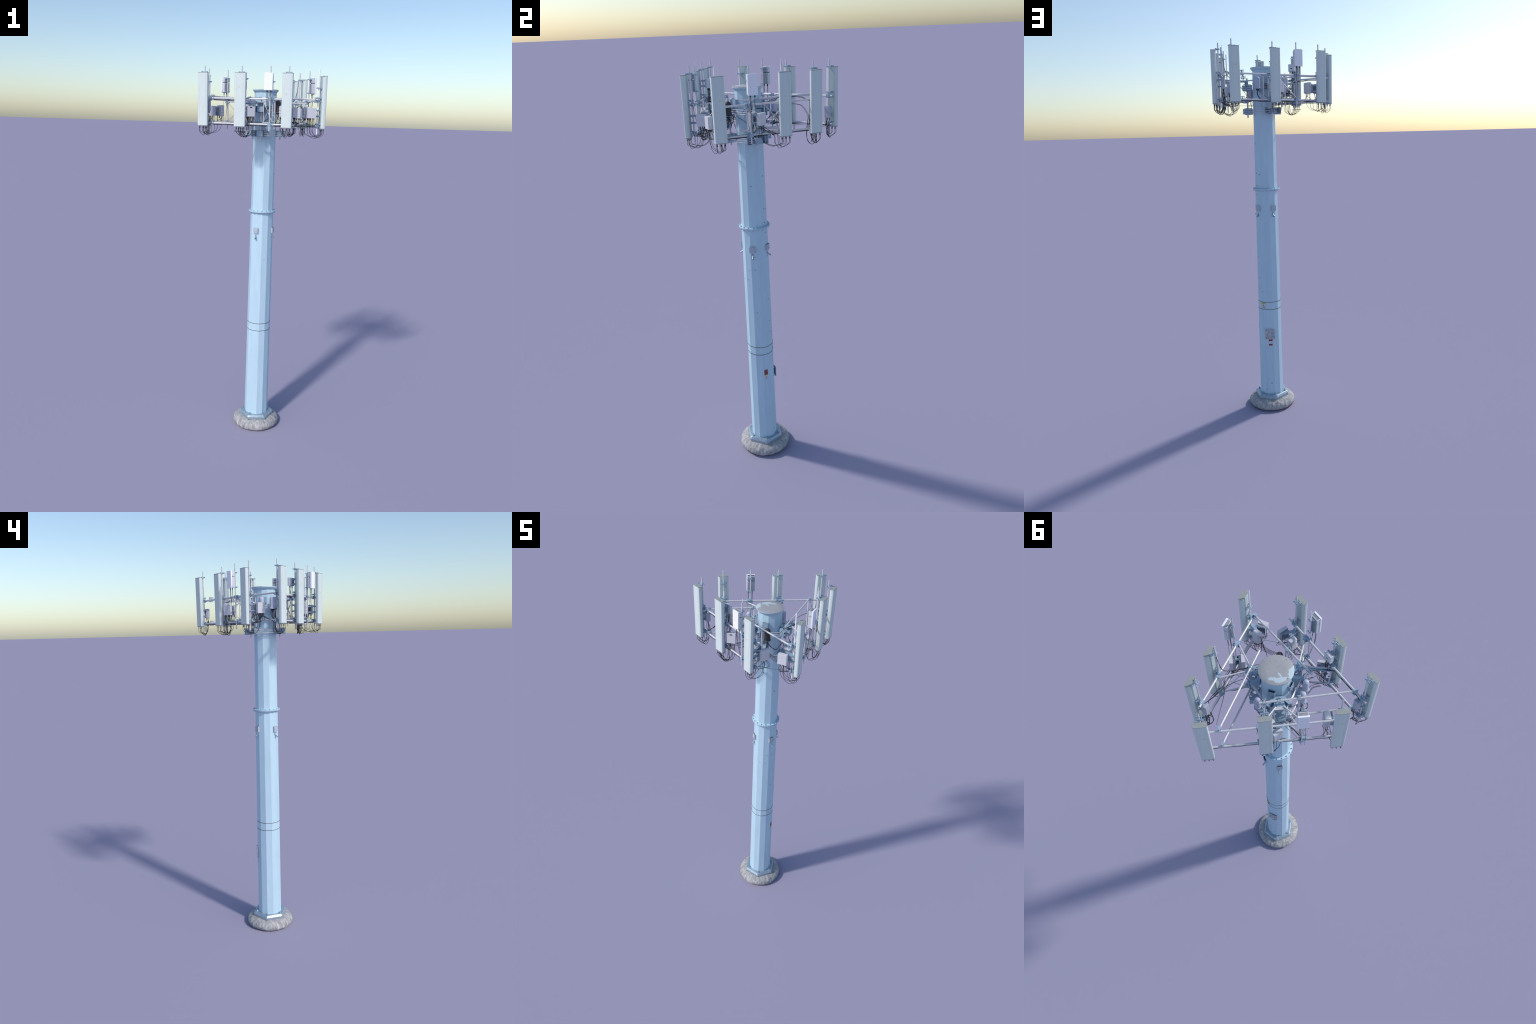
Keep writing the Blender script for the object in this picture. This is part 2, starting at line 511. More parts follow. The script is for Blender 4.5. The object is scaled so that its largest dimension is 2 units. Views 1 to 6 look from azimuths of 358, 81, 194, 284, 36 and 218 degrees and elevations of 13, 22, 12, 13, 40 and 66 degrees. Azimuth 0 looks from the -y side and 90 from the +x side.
def sign(name, a, z, w, h, pieces, thick=0.0006, tilt=0, lift=0.0):
    """flat label: backing plus proud coloured pieces (x, z, w, h, material)"""
    M = facet(a, z) @ Matrix.Rotation(math.radians(tilt), 4, 'Y')
    mats = ['paper', 'red', 'yellow', 'ink', 'plate']
    b = Build()
    b.box(M, w, thick, h, mats.index(pieces[0]), (0, lift + thick / 2, 0))
    for px, pz, pw, ph, mt in pieces[1:]:
        if mt == 'tri':
            t = lift + thick
            tri = [Vector((px - pw / 2, t - 0.0001, pz - ph / 2)), Vector((px + pw / 2, t - 0.0001, pz - ph / 2)), Vector((px, t - 0.0001, pz + ph / 2))]
            up = [p + Vector((0, 0.0004, 0)) for p in tri]
            b.add([M @ p for p in tri + up], [(0, 1, 4, 3), (1, 2, 5, 4), (2, 0, 3, 5), (0, 2, 1), (3, 4, 5)], 2)
            b.box(M, pw * 0.10, 0.0003, ph * 0.42, 3, (px, t + 0.0005, pz - ph * 0.08))
        else:
            b.box(M, pw, 0.0004, ph, mats.index(mt), (px, lift + thick + 0.0001, pz))
    return put(name, b.mesh(name, mats, 0), mast_lo)


sign('red_label', 13.2, 0.4817, 0.0186, 0.0290, ['red', (0, 0.011, 0.015, 0.0012, 'ink')])
sign('warning_label', 14.2, 0.4540, 0.0172, 0.0258, ['paper', (0, 0.0108, 0.0172, 0.0042, 'yellow'), (0, -0.0005, 0.0105, 0.0100, 'tri'), (0, -0.0092, 0.012, 0.0012, 'ink')])
sign('warning_label', 72.5, 0.6080, 0.0255, 0.0360, ['paper', (0, 0.0148, 0.0255, 0.0062, 'yellow'), (0, 0.0020, 0.0150, 0.0135, 'tri'), (0, -0.0085, 0.019, 0.0012, 'ink'), (0, -0.0115, 0.016, 0.0012, 'ink'), (0, -0.0142, 0.018, 0.0010, 'ink')], tilt=-5)
sign('striped_label', 105.2, 0.3918, 0.0212, 0.0365, ['paper', (0, 0.0132, 0.0212, 0.0100, 'red'), (0, -0.0132, 0.0212, 0.0100, 'red'), (0, 0.0132, 0.014, 0.0011, 'ink'), (0, -0.0132, 0.014, 0.0011, 'ink')])
lines = []
r2 = random.Random(3)
for k, zz in enumerate((0.0195, 0.0105, 0.0020, -0.0050, -0.0105, -0.0160, -0.0215)):
    x = -0.020
    while x < 0.021:
        w = r2.uniform(0.003, 0.010)
        if r2.random() < 0.72:
            lines.append((min(x + w / 2, 0.022), zz, w, 0.0016 + 0.0008 * r2.random(), 'ink'))
        x += w + r2.uniform(0.002, 0.006)
info = sign('information_plate', 102.5, 0.4435, 0.0545, 0.0585, ['plate'] + lines, thick=0.0012, lift=0.0050)
st = Build()
for dx in (-0.022, 0.022):
    for dz in (-0.024, 0.024):
        M = facet(102.5, 0.4435)
        st.rod(M @ Vector((dx, -0.006, dz)), M @ Vector((dx, 0.0068, dz)), 0.0015, 8)
put('plate_standoff', st.mesh('plate_standoff', ['zinc'], 30), mast_lo)


def lettering(txt, a, z, size):
    cu = bpy.data.curves.new('number_text', 'FONT')
    cu.body = txt
    cu.size = size
    cu.extrude = 0.0003
    cu.align_x = 'CENTER'
    cu.align_y = 'CENTER'
    tmp = bpy.data.objects.new('number_text', cu)
    bpy.context.scene.collection.objects.link(tmp)
    me = bpy.data.meshes.new_from_object(tmp.evaluated_get(bpy.context.evaluated_depsgraph_get()))
    bpy.data.objects.remove(tmp)
    bpy.data.curves.remove(cu)
    me.materials.clear()
    me.materials.append(MAT['ink'])
    F = facet(a, z)
    up = Vector((0, 0, 1))
    out = (F.to_3x3() @ Vector((0, 1, 0))).normalized()
    right = up.cross(out)
    M = Matrix(((right.x, up.x, out.x, F.translation.x + out.x * 0.0002), (right.y, up.y, out.y, F.translation.y + out.y * 0.0002), (right.z, up.z, out.z, F.translation.z), (0, 0, 0, 1)))
    put('painted_number', me, mast_lo, M)


lettering('12', 105, 0.1445, 0.0115)
lettering('0', 82, 0.1040, 0.0090)

# faint raised weld lines left by the maker on the sunny facets
for a, z in ((285, 0.9955), (312, 0.998), (283, 1.57), (300, 1.572), (318, 1.05)):
    M = facet(a, z)
    put('weld_line', Build().box(M, 0.011, 0.0007, 0.0008, 0).mesh('weld_line', ['ink'], 0), mast_lo if z < 1.25 else mast_up)

# ---------------------------------------------------------------- collars
WING = [(-0.0500, 0.0930), (-0.0215, 0.0605), (0.0215, 0.0605), (0.0500, 0.0930)]


def strip(b, F, line, th, z0, z1, mat=0):
    """bent plate that follows a line in plan, th thick outward"""
    outer = []
    for i, (x, y) in enumerate(line):
        pa, pb = Vector(line[max(i - 1, 0)]), Vector(line[min(i + 1, len(line) - 1)])
        d = (pb - pa).normalized()
        nrm = Vector((-d.y, d.x))
        if nrm.y < 0:
            nrm = -nrm
        outer.append((x + nrm.x * th, y + nrm.y * th))
    ring = list(line) + outer[::-1]
    n = len(line)
    vs = [F @ Vector((x, y, z)) for z in (z0, z1) for x, y in ring]
    N = 2 * n
    fs = [(i, (i + 1) % N, N + (i + 1) % N, N + i) for i in range(N)]
    for i in range(n - 1):
        fs.append((i + 1, i, N - 1 - i, N - 2 - i))
        fs.append((N + i, N + i + 1, 2 * N - 2 - i, 2 * N - 1 - i))
    b.add(vs, fs, mat)


for s in 'ABC':
    for zc in (1.669, 1.789):
        F = frame(s, 0, 0, zc)
        b = Build()
        strip(b, F, WING, 0.0028, -0.0138, 0.0138)
        inner = [(x, y + 0.001) for x, y in WING]
        strip(b, F, inner, 0.015, 0.0138, 0.0160)          # upper flange
        strip(b, F, inner, 0.015, -0.0160, -0.0138)        # lower flange
        # hub: cheeks and face plate that hold the pivot pipe
        for sg in (-1, 1):
            b.box(F, 0.0028, 0.046, 0.027, 0, (sg * 0.0140, 0.085, 0))
        b.box(F, 0.0310, 0.0030, 0.0270, 0, (0, 0.1090, 0))
        for sg in (-1, 1):
            for dz in (-0.008, 0.008):
                b.rod(F @ Vector((sg * 0.0105, 0.110, dz)), F @ Vector((sg * 0.0105, 0.1125, dz)), 0.0016, 6)
        put('collar_bracket', b.mesh('collar_bracket', ['bracket'], 30), bevel=0.0006, seg=1)
    p = Build().pipe(W(s, 0, 0.0862, 1.637), W(s, 0, 0.0862, 1.838), 0.0040, 0.001, 16)
    put('pivot_pipe', p.mesh('pivot_pipe', ['galv'], 40))
    # head plates carrying the stand-off arms
    for zc, sg in ((1.8215, -1), (1.7275, -1)):
        F = frame(s, 0, 0, zc)
        b = Build()
        b.prism(F, [(-0.0185, 0.096), (0.0185, 0.096), (0.0225, 0.118), (0.0150, 0.1285), (-0.0150, 0.1285), (-0.0225, 0.118)], -0.0016, 0.0016)
        b.box(F, 0.036, 0.0022, 0.016, 0, (0, 0.0965, -0.008))
        b.prism(F, [(-0.010, 0.080), (0.010, 0.080), (0.010, 0.097), (-0.010, 0.097)], -0.0150, 0.0030)
        for x in (-0.011, 0.011):
            b.rod(F @ Vector((x, 0.113, -0.003)), F @ Vector((x, 0.113, 0.0042)), 0.0018, 6)
        put('head_plate', b.mesh('head_plate', ['bracket'], 30), bevel=0.0006, seg=1)

# threaded rods between neighbouring collars
for s, s2 in (('A', 'B'), ('B', 'C'), ('C', 'A')):
    for zc in (1.669, 1.789):
        for dz in (-0.0088, 0, 0.0088):
            a = W(s, 0.0410, 0.0845, zc + dz)
            c = W(s2, -0.0410, 0.0845, zc + dz)
            d = (c - a).normalized()
            b = Build().rod(a - d * 0.030, c + d * 0.030, 0.0015, 8)
            for e, k in ((a, -1), (c, 1)):
                b.rod(e + d * k * 0.0045, e + d * k * 0.0070, 0.0027, 6)
                b.rod(e - d * k * 0.0015, e - d * k * 0.0040, 0.0027, 6)
            put('threaded_rod', b.mesh('threaded_rod', ['galv'], 30))

# ---------------------------------------------------------------- sector frames
RAIL_SPAN = {'A': (-0.281, 0.194), 'B': (-0.229, 0.231), 'C': (-0.303, 0.226)}


def u_clamp(b, F, w=0.018, d=0.013, h=0.010):
    """pipe-to-pipe clamp: two plates with four bolts"""
    b.box(F, w, 0.0026, h, 0, (0, d / 2, 0))
    b.box(F, w, 0.0026, h, 0, (0, -d / 2, 0))
    for sx in (-1, 1):
        for sz in (-1, 1):
            b.rod(F @ Vector((sx * w * 0.38, -d * 0.8, sz * h * 0.3)), F @ Vector((sx * w * 0.38, d * 0.8, sz * h * 0.3)), 0.0010, 6)


for s in 'ABC':
    t0, t1 = RAIL_SPAN[s]
    for z in RAIL_Z:
        b = Build().pipe(W(s, t0, RAIL_N, z), W(s, t1, RAIL_N, z), 0.0043, 0.0009, 18)
        rail = put('support_rail', b.mesh('support_rail', ['galv'], 40))
        # V-shaped stand-off from the hub to the rail
        za = z - 0.0085 if z > 1.8 else z + 0.0085
        b = Build()
        for sg in (-1, 1):
            b.rod(W(s, sg * 0.0150, 0.1190, za), W(s, sg * 0.0850, 0.2000, za), 0.0031, 12)
        b.box(frame(s, 0, 0.124, za), 0.040, 0.012, 0.0022, 0, (0, 0, -0.0035))
        put('standoff_arm', b.mesh('standoff_arm', ['galv'], 40))
        b = Build()
        for sg in (-1, 1):
            F = frame(s, sg * 0.0830, 0.1985, (z + za) / 2)
            b.box(F, 0.020, 0.016, 0.0028, 0, (0, 0.002, 0.0085))
            b.box(F, 0.020, 0.016, 0.0028, 0, (0, 0.002, -0.0085))
            for x in (-0.007, 0.007):
                for y in (-0.0045, 0.0085):
                    b.rod(F @ Vector((x, y, -0.0125)), F @ Vector((x, y, 0.0125)), 0.0011, 6)
        put('arm_clamp', b.mesh('arm_clamp', ['bracket'], 30), rail, bevel=0.0005, seg=1)
    # posts and crossed braces between the upper and lower arm
    for sg in (-1, 1):
        b = Build()
        p_in, p_out = (sg * 0.0220, 0.1265), (sg * 0.0820, 0.1945)
        for tt, nn in (p_in, p_out):
            b.rod(W(s, tt, nn, 1.7225), W(s, tt, nn, 1.8265), 0.0022, 10)
        b.rod(W(s, *p_in, 1.8240), W(s, *p_out, 1.7260), 0.0019, 8)
        k = 0.004
        b.rod(W(s, p_in[0], p_in[1] + k, 1.7260), W(s, p_out[0], p_out[1] + k, 1.8240), 0.0015, 8)
        put('cross_brace', b.mesh('cross_brace', ['galv'], 40))

# tie bars from each rail end back to the neighbour's hub
TIE = {'A': ((-0.2205, 0.2000), (-0.0703, 0.1060)), 'B': ((-0.2240, 0.1960), (-0.0651, 0.1150)), 'C': ((-0.2250, 0.1950), (-0.0760, 0.1078))}
for s, nb in (('A', 'C'), ('B', 'A'), ('C', 'B')):
    (ta, na), (tb, nbn) = TIE[s]
    for z, zr in ((1.8420, RAIL_Z[1]),) if s == 'B' else ((1.8435, RAIL_Z[1]), (1.7205, RAIL_Z[0])):  # face B has the upper bar only
        a = W(s, ta, na, z)
        e = W(nb, tb, nbn, z)
        d = (e - a).normalized()
        b = Build().pipe(a - d * 0.008, e + d * 0.004, 0.0039, 0.0009, 16)
        tie = put('tie_bar', b.mesh('tie_bar', ['galv'], 40))
        c = Build()
        F = frame(s, ta, na, (z + zr) / 2)
        for k in (-1, 1):
            c.box(F, 0.012, 0.018, 0.0026, 0, (0, 0, k * 0.0105))
        for x in (-0.0048, 0.0048):
            c.rod(F @ Vector((x, 0.008, -0.014)), F @ Vector((x, 0.008, 0.014)), 0.0011, 6)
            c.rod(F @ Vector((x, -0.007, -0.014)), F @ Vector((x, -0.007, 0.014)), 0.0011, 6)
        put('tie_clamp', c.mesh('tie_clamp', ['bracket'], 30), tie, bevel=0.0005, seg=1)
        c = Build()
        for tt in ((0.0,) if nb == 'B' else (-0.0550, 0.0, 0.0740)):
            F = frame(nb, tt, nbn - 0.003 * (tt - tb) / 0.14 - 0.0005, z)
            c.box(F, 0.012, 0.003, 0.012, 0, (0, 0.0065, 0))
            c.box(F, 0.016, 0.003, 0.010, 0, (0, -0.0105, 0))
            for x in (-0.0045, 0.0045):
                c.rod(F @ Vector((x, -0.014, 0.0045)), F @ Vector((x, 0.010, 0.0045)), 0.0009, 6)
                c.rod(F @ Vector((x, -0.014, -0.0045)), F @ Vector((x, 0.010, -0.0045)), 0.0009, 6)
        put('tie_clamp', c.mesh('tie_clamp', ['bracket'], 30), tie, bevel=0.0005, seg=1)
    for tt in (() if nb == 'B' else (-0.0555, 0.0730)):
        p = Build().pipe(W(nb, tt, 0.0985, 1.692), W(nb, tt, 0.0985, 1.8535), 0.0034, 0.0009, 14)
        put('stub_pipe', p.mesh('stub_pipe', ['galv'], 40))

# ---------------------------------------------------------------- panel antennas
PANELS = [  # sector, t of pole, width, upper bracket height
    ('A', -0.2600, 0.0510, 1.9575), ('A', -0.0705, 0.0560, 1.9575), ('A', 0.1619, 0.0510, 1.9575),
    ('B', 0.2085, 0.0510, 1.9575), ('B', 0.0688, 0.0510, 1.9515), ('B', -0.2124, 0.0510, 1.8970),
    ('C', 0.2052, 0.0510, 1.9220), ('C', -0.0634, 0.0510, 1.9570), ('C', -0.2835, 0.0510, 1.9560)]
P_Z0, P_Z1 = 1.7005, 1.9540


def rounded_front(w, d, rf, back):
    """plan of an antenna: round front corners, flat sides, back narrowed by slanted edges"""
    ring = [(-back / 2, -d / 2), (back / 2, -d / 2), (w / 2 - 0.0006, -d / 2 + 0.0065), (w / 2, -d / 2 + 0.0075)]
    for k in range(6):
        a = math.radians(18 * k)
        ring.append((w / 2 - rf + rf * math.cos(a), d / 2 - rf + rf * math.sin(a)))
    for k in range(6):
        a = math.radians(90 + 18 * k)
        ring.append((-w / 2 + rf + rf * math.cos(a), d / 2 - rf + rf * math.sin(a)))
    ring += [(-w / 2, -d / 2 + 0.0075), (-w / 2 + 0.0006, -d / 2 + 0.0065)]
    return ring


def panel_mesh(w):
    d = 0.0215
    b = Build()
    h = P_Z1 - P_Z0 - 0.004
    ring = rounded_front(w, d, 0.0045, w - 0.016)
    b.prism(I4, ring, -h / 2, h / 2, 0)
    b.box(I4, w - 0.020, 0.0010, h - 0.004, 1, (0, -d / 2 - 0.0003, 0))
    # raised seam ribs down the face
    for x in (-w * 0.29, w * 0.29):
        b.box(I4, 0.0009, 0.0006, h - 0.002, 0, (x, d / 2 + 0.00015, 0))
    return b.mesh('panel_antenna', ['panel', 'panel_back'], 38)


def cap_mesh(w):
    d = 0.0215
    ring = rounded_front(w + 0.0008, d + 0.0008, 0.0045, w - 0.001)
    return Build().prism(I4, ring, -0.0013, 0.0013, 0).mesh('end_cap', ['endcap'], 38)


pm = {w: panel_mesh(w) for w in (0.0510, 0.0560)}
cm = {w: cap_mesh(w) for w in (0.0510, 0.0560)}
con = Build().rod((0, 0, 0), (0, 0, -0.0042), 0.0023, 10, 0).rod((0, 0, -0.0042), (0, 0, -0.0105), 0.0017, 8, 1)
con_me = con.mesh('connector', ['zinc', 'black'], 30)
PN = POLE_N + 0.0245          # plan centre of the antennas


def pole_bracket(b, s, t, z, wide=0.030, reach=0.0125, back=True):
    """clamp joining a pole to what hangs in front of it"""
    F = frame(s, t, POLE_N, z)
    b.box(F, wide, 0.0026, 0.0062, 0, (0, 0.0058, 0))
    b.box(F, wide * 0.8, 0.0024, 0.0062, 0, (0, -0.0062, 0))
    for sg in (-1, 1):
        b.rod(F @ Vector((sg * 0.0085, -0.0098, 0)), F @ Vector((sg * 0.0085, reach, 0)), 0.0010, 6)
        b.box(F, 0.0022, reach - 0.005, 0.0062, 0, (sg * (wide / 2 - 0.0016), 0.0062 + (reach - 0.005) / 2, 0))


PORTS = {}
for s, t, w, zb in PANELS:
    M = frame(s, t, PN, (P_Z0 + P_Z1) / 2)
    body = put('panel_antenna', pm[w], None, M, bevel=0.0)
    for z in (P_Z0 + 0.0013, P_Z1 - 0.0013):
        put('end_cap', cm[w], body, frame(s, t, PN, z), bevel=0.0004, seg=1)
    p = Build().pipe(W(s, t, POLE_N, 1.674), W(s, t, POLE_N, 1.987), 0.0032, 0.0008, 16)
    put('mounting_pole', p.mesh('mounting_pole', ['bright' if (s, t) == ('B', -0.2124) else 'galv'], 40), body)
    b = Build()
    for z in (zb, 1.8500, 1.7235):
        pole_bracket(b, s, t, z)
    for z in (1.835, 1.715):
        F = frame(s, t, POLE_N - 0.0035, z)
        u_clamp(b, F, 0.018, 0.0155, 0.011)
        b.box(F, 0.024, 0.004, 0.017, 0, (0, -0.0005, 0))
    put('pole_clamp', b.mesh('pole_clamp', ['bracket'], 30), body, bevel=0.0004, seg=1)
    ports = []
    nport = 6 if w < 0.055 else 8
    for i in range(nport):
        x = (i // 2 - (nport / 2 - 1) / 2) * (0.034 / (nport / 2 - 1))
        y = 0.0045 if i % 2 else -0.0045
        q = W(s, t + x, PN + y, P_Z0)
        ports.append((t + x, PN + y))
        put('connector', con_me, body, Matrix.Translation(q))
    PORTS[(s, t)] = (body, ports)

# faded warning stickers on some antennas
def sticker(s, t, z, n=PN + 0.01095, w=0.0125, h=0.0062):
    F = frame(s, t, n, z)
    b = Build()
    b.add([F @ Vector(p) for p in ((-w / 2, 0, -h / 2), (w / 2, 0, -h / 2), (0, 0, h / 2), (-w / 2, 0.0004, -h / 2), (w / 2, 0.0004, -h / 2), (0, 0.0004, h / 2))],
          [(0, 1, 4, 3), (1, 2, 5, 4), (2, 0, 3, 5), (0, 2, 1), (3, 4, 5)])
    return b.mesh('warning_sticker', ['pale_yellow'], 0)


for s, t, tt, z in (('A', -0.0705, -0.076, 1.888), ('A', 0.1619, 0.158, 1.858), ('B', 0.0688, 0.066, 1.862), ('B', -0.2124, -0.209, 1.864), ('C', -0.0634, -0.060, 1.879), ('C', 0.2052, 0.207, 1.884), ('C', -0.2835, -0.280, 1.87)):
    put('warning_sticker', sticker(s, tt, z), PORTS[(s, t)][0])

# ---------------------------------------------------------------- small cell radios on their own poles
for s, t in (('A', 0.0722), ('B', -0.0739), ('C', 0.0724)):
    tc = t * 0.955
    z0, z1 = 1.8740, 1.9540
    b = Build()
    h = z1 - z0
    F = frame(s, tc, 0, (z0 + z1) / 2)
    b.box(F, 0.0415, 0.0075, h, 0, (0, 0.2400, 0))                    # smooth front cover
    b.box(F, 0.0385, 0.0150, 0.0235, 1, (0, 0.2290, 0.0265))           # upper heat sink
    b.box(F, 0.0385, 0.0150, 0.0495, 1, (0, 0.2290, -0.0130))          # lower heat sink
    for i in range(9):
        x = -0.0160 + i * 0.0040
        b.box(F, 0.0012, 0.0030, 0.0225, 2, (x, 0.2205, 0.0265))
        b.box(F, 0.0012, 0.0030, 0.0485, 2, (x, 0.2205, -0.0130))
    b.box(F, 0.0330, 0.0100, 0.0050, 3, (0, 0.2310, 0.0130))           # dark gap
    for i in range(4):
        b.box(F, 0.034, 0.0012, 0.0012, 3, (0, 0.2255 + i * 0.0030, 0.0385))
    radio = put('small_cell_radio', b.mesh('small_cell_radio', ['white', 'radio', 'radio_grey', 'dark'], 30), bevel=0.0006)
    p = Build().pipe(W(s, t, POLE_N + 0.0008, 1.6822), W(s, t, POLE_N + 0.0008, 1.987 if s != 'C' else 1.990), 0.0032, 0.0008, 16)
    put('mounting_pole', p.mesh('mounting_pole', ['galv'], 40), radio)
    b = Build()
    for z in (1.9465, 1.8795):
        F = frame(s, t, POLE_N, z)
        b.box(F, 0.026, 0.0022, 0.0055, 0, (0, 0.0062, 0))
        b.box(F, 0.016, 0.0022, 0.0055, 0, (0, -0.0058, 0))
        for sg in (-1, 1):
            b.rod(F @ Vector((sg * 0.006, -0.010, 0)), F @ Vector((sg * 0.006, 0.010, 0)), 0.0010, 6)
            b.box(F, 0.0020, 0.009, 0.0055, 0, (sg * 0.012, 0.0095, 0))
    for z in (1.835, 1.715):
        F = frame(s, t, POLE_N - 0.0035, z)
        u_clamp(b, F, 0.018, 0.0155, 0.012)
        b.box(F, 0.022, 0.003, 0.016, 0, (0, -0.0005, 0))
    put('pole_clamp', b.mesh('pole_clamp', ['bracket'], 30), radio, bevel=0.0004, seg=1)
    put('warning_sticker', sticker(s, tc - 0.010, 1.905, 0.2439, 0.0038, 0.0030), radio)
    c = Build()
    for dx, dz, mt, r in ((-0.0095, 0.068, 0, 0.0009), (-0.006, 0.075, 0, 0.0009), (0.010, 0.045, 0, 0.0009), (0.013, 0.16, 1, 0.0007)):
        zb = z0 - dz
        c.tube([W(s, tc + dx, 0.231, z0 + 0.001), W(s, tc + dx, 0.2305, z0 - dz * 0.5), W(s, tc + dx * 0.9, 0.2290, zb)], r, 6, mt)
        c.rod(W(s, tc + dx, 0.231, z0 + 0.001), W(s, tc + dx, 0.231, z0 - 0.008), 0.0015, 8, mt)
    c.tube([W(s, tc - 0.006, 0.229, 1.80), W(s, tc - 0.003, 0.222, 1.765), W(s, tc, 0.212, 1.730), W(s, tc - 0.012, 0.200, 1.708), W(s, tc - 0.05, 0.198, 1.708)], 0.0009, 6, 0)
    put('jumper_cable', c.mesh('jumper_cable', ['black', 'green'], 60), radio, kind='stuff')

# whip aerials
for p0 in (Vector((0.0342, -0.2694, 0)), Vector((0.2072, 0.0616, 0))):
    b = Build().rod(p0 + Vector((0, 0, 1.8250)), p0 + Vector((0, 0, 1.9700)), 0.0021, 10).rod(p0 + Vector((0, 0, 1.9700)), p0 + Vector((0, 0, 1.9970)), 0.0015, 10, 0, 0.0010)
    b.lathe(p0, [(0.0006, 1.9950), (0.0017, 1.9965), (0.0019, 1.9978), (0.0014, 1.9992), (0.0004, 1.9999)], 10)
    b.rod(p0 + Vector((0, 0, 1.8230)), p0 + Vector((0, 0, 1.8330)), 0.0032, 10)
    put('whip_aerial', b.mesh('whip_aerial', ['white'], 40))

# ---------------------------------------------------------------- remote radio units
def radio_unit(s, t, n, z, w, d, h, yaw, style, pole_t, pole_n=POLE_N, nplug=5, vent=0.38):
    """box with finned back (towards local -y), plugs below and an arm to the pole"""
    F = frame(s, t, n, z, yaw)
    b = Build()
    if style == 'fins':            # scalloped edges, humped top
        b.box(F, w * 0.86, d * 0.74, h, 0, (0, d * 0.10, 0), cham=0.008)
        for dz in (-h * 0.31, 0, h * 0.31):
            b.box(F, w, d * 0.80, h * 0.27, 0, (0, d * 0.10, dz), cham=0.009)
        for i in range(7):
            x = -w * 0.36 + i * w * 0.12
            b.box(F, 0.0013, d * 0.40, h * (0.96 - 0.02 * abs(i - 3)), 1, (x, -d * 0.30, 0))
        arch = [(d * 0.36 * math.cos(math.radians(a)), 0.0065 * math.sin(math.radians(a))) for a in range(0, 181, 18)]
        T = F @ Matrix.Translation((0, d * 0.08, h * 0.5 - 0.0008)) @ Matrix(((0, 0, 1, 0), (1, 0, 0, 0), (0, 1, 0, 0), (0, 0, 0, 1)))
        b.prism(T, arch, -w * 0.42, w * 0.42, 0)
    elif style == 'slim':          # narrow filter with ribs
        b.box(F, w, d * 0.55, h, 1, (0, d * 0.22, 0))
        for i in range(4):
            x = -w * 0.36 + i * w * 0.24
            b.box(F, w * 0.10, d * 0.5, h * 0.92, 1, (x, -d * 0.25, 0))
        b.box(F, w * 0.7, d * 0.5, h * 0.10, 2, (0, -d * 0.1, h * 0.44))
    else:
        b.box(F, w, d * 0.62, h, 0, (0, d * 0.19, 0))
        for i in range(8):
            x = -w * 0.42 + i * w * 0.12
            b.box(F, 0.0014, d * 0.42, h * 0.94, 1, (x, -d * 0.30, 0))
        b.box(F, w * 0.92, d * 0.30, 0.0030, 1, (0, -d * 0.33, h * 0.36))
        b.box(F, w * 0.92, d * 0.30, 0.0030, 1, (0, -d * 0.33, -h * 0.30))
        if style == 'vent':
            b.box(F, w * 0.30, 0.0010, h * 0.11, 3, (0, d * 0.50, h * vent))
    unit = put('remote_radio_unit', b.mesh('remote_radio_unit', ['radio', 'radio_grey', 'bracket', 'dark'], 30), bevel=0.0007)
    # mounting arms to the pole
    b = Build()
    q0 = W(s, pole_t, pole_n, 0)
    q1 = F @ Vector((0, -d * 0.4, 0))
    q1.z = 0
    L = (q1 - q0)
    if L.length > 0.004:
        a = math.atan2(L.y, L.x)
        for dz in (-h * 0.28, h * 0.30):
            A = Matrix.Translation((q0 + L / 2) + Vector((0, 0, z + dz))) @ Matrix.Rotation(a, 4, 'Z')
            b.box(A, L.length + 0.008, 0.010, 0.0022, 0, (0, 0, 0.002))
            b.box(A, L.length + 0.008, 0.0022, 0.006, 0, (0, 0.004, 0))
            B0 = Matrix.Translation(q0 + Vector((0, 0, z + dz))) @ Matrix.Rotation(a, 4, 'Z')
            b.box(B0, 0.0026, 0.018, 0.007, 0, (0.0058, 0, 0))
            b.box(B0, 0.0026, 0.018, 0.007, 0, (-0.0058, 0, 0))
            for sg in (-1, 1):
                b.rod(B0 @ Vector((-0.010, sg * 0.0062, 0)), B0 @ Vector((0.010, sg * 0.0062, 0)), 0.0010, 6)
        put('mounting_arm', b.mesh('mounting_arm', ['bracket'], 30), unit, bevel=0.0004, seg=1)
    plugs = []
    k = Build()
    for i in range(nplug):
        x = -w * 0.38 + w * 0.76 * i / max(1, nplug - 1)
        p = F @ Vector((x, d * (0.20 if i % 2 else 0.02), -h / 2))
        plugs.append(p)
        k.rod(p + Vector((0, 0, 0.001)), p - Vector((0, 0, 0.009)), 0.0019, 8)
    put('cable_plug', k.mesh('cable_plug', ['black'], 30), unit)
    return unit, plugs


UNITS = {}


def unit(key, *a, **k):
    UNITS[key] = radio_unit(*a, **k)


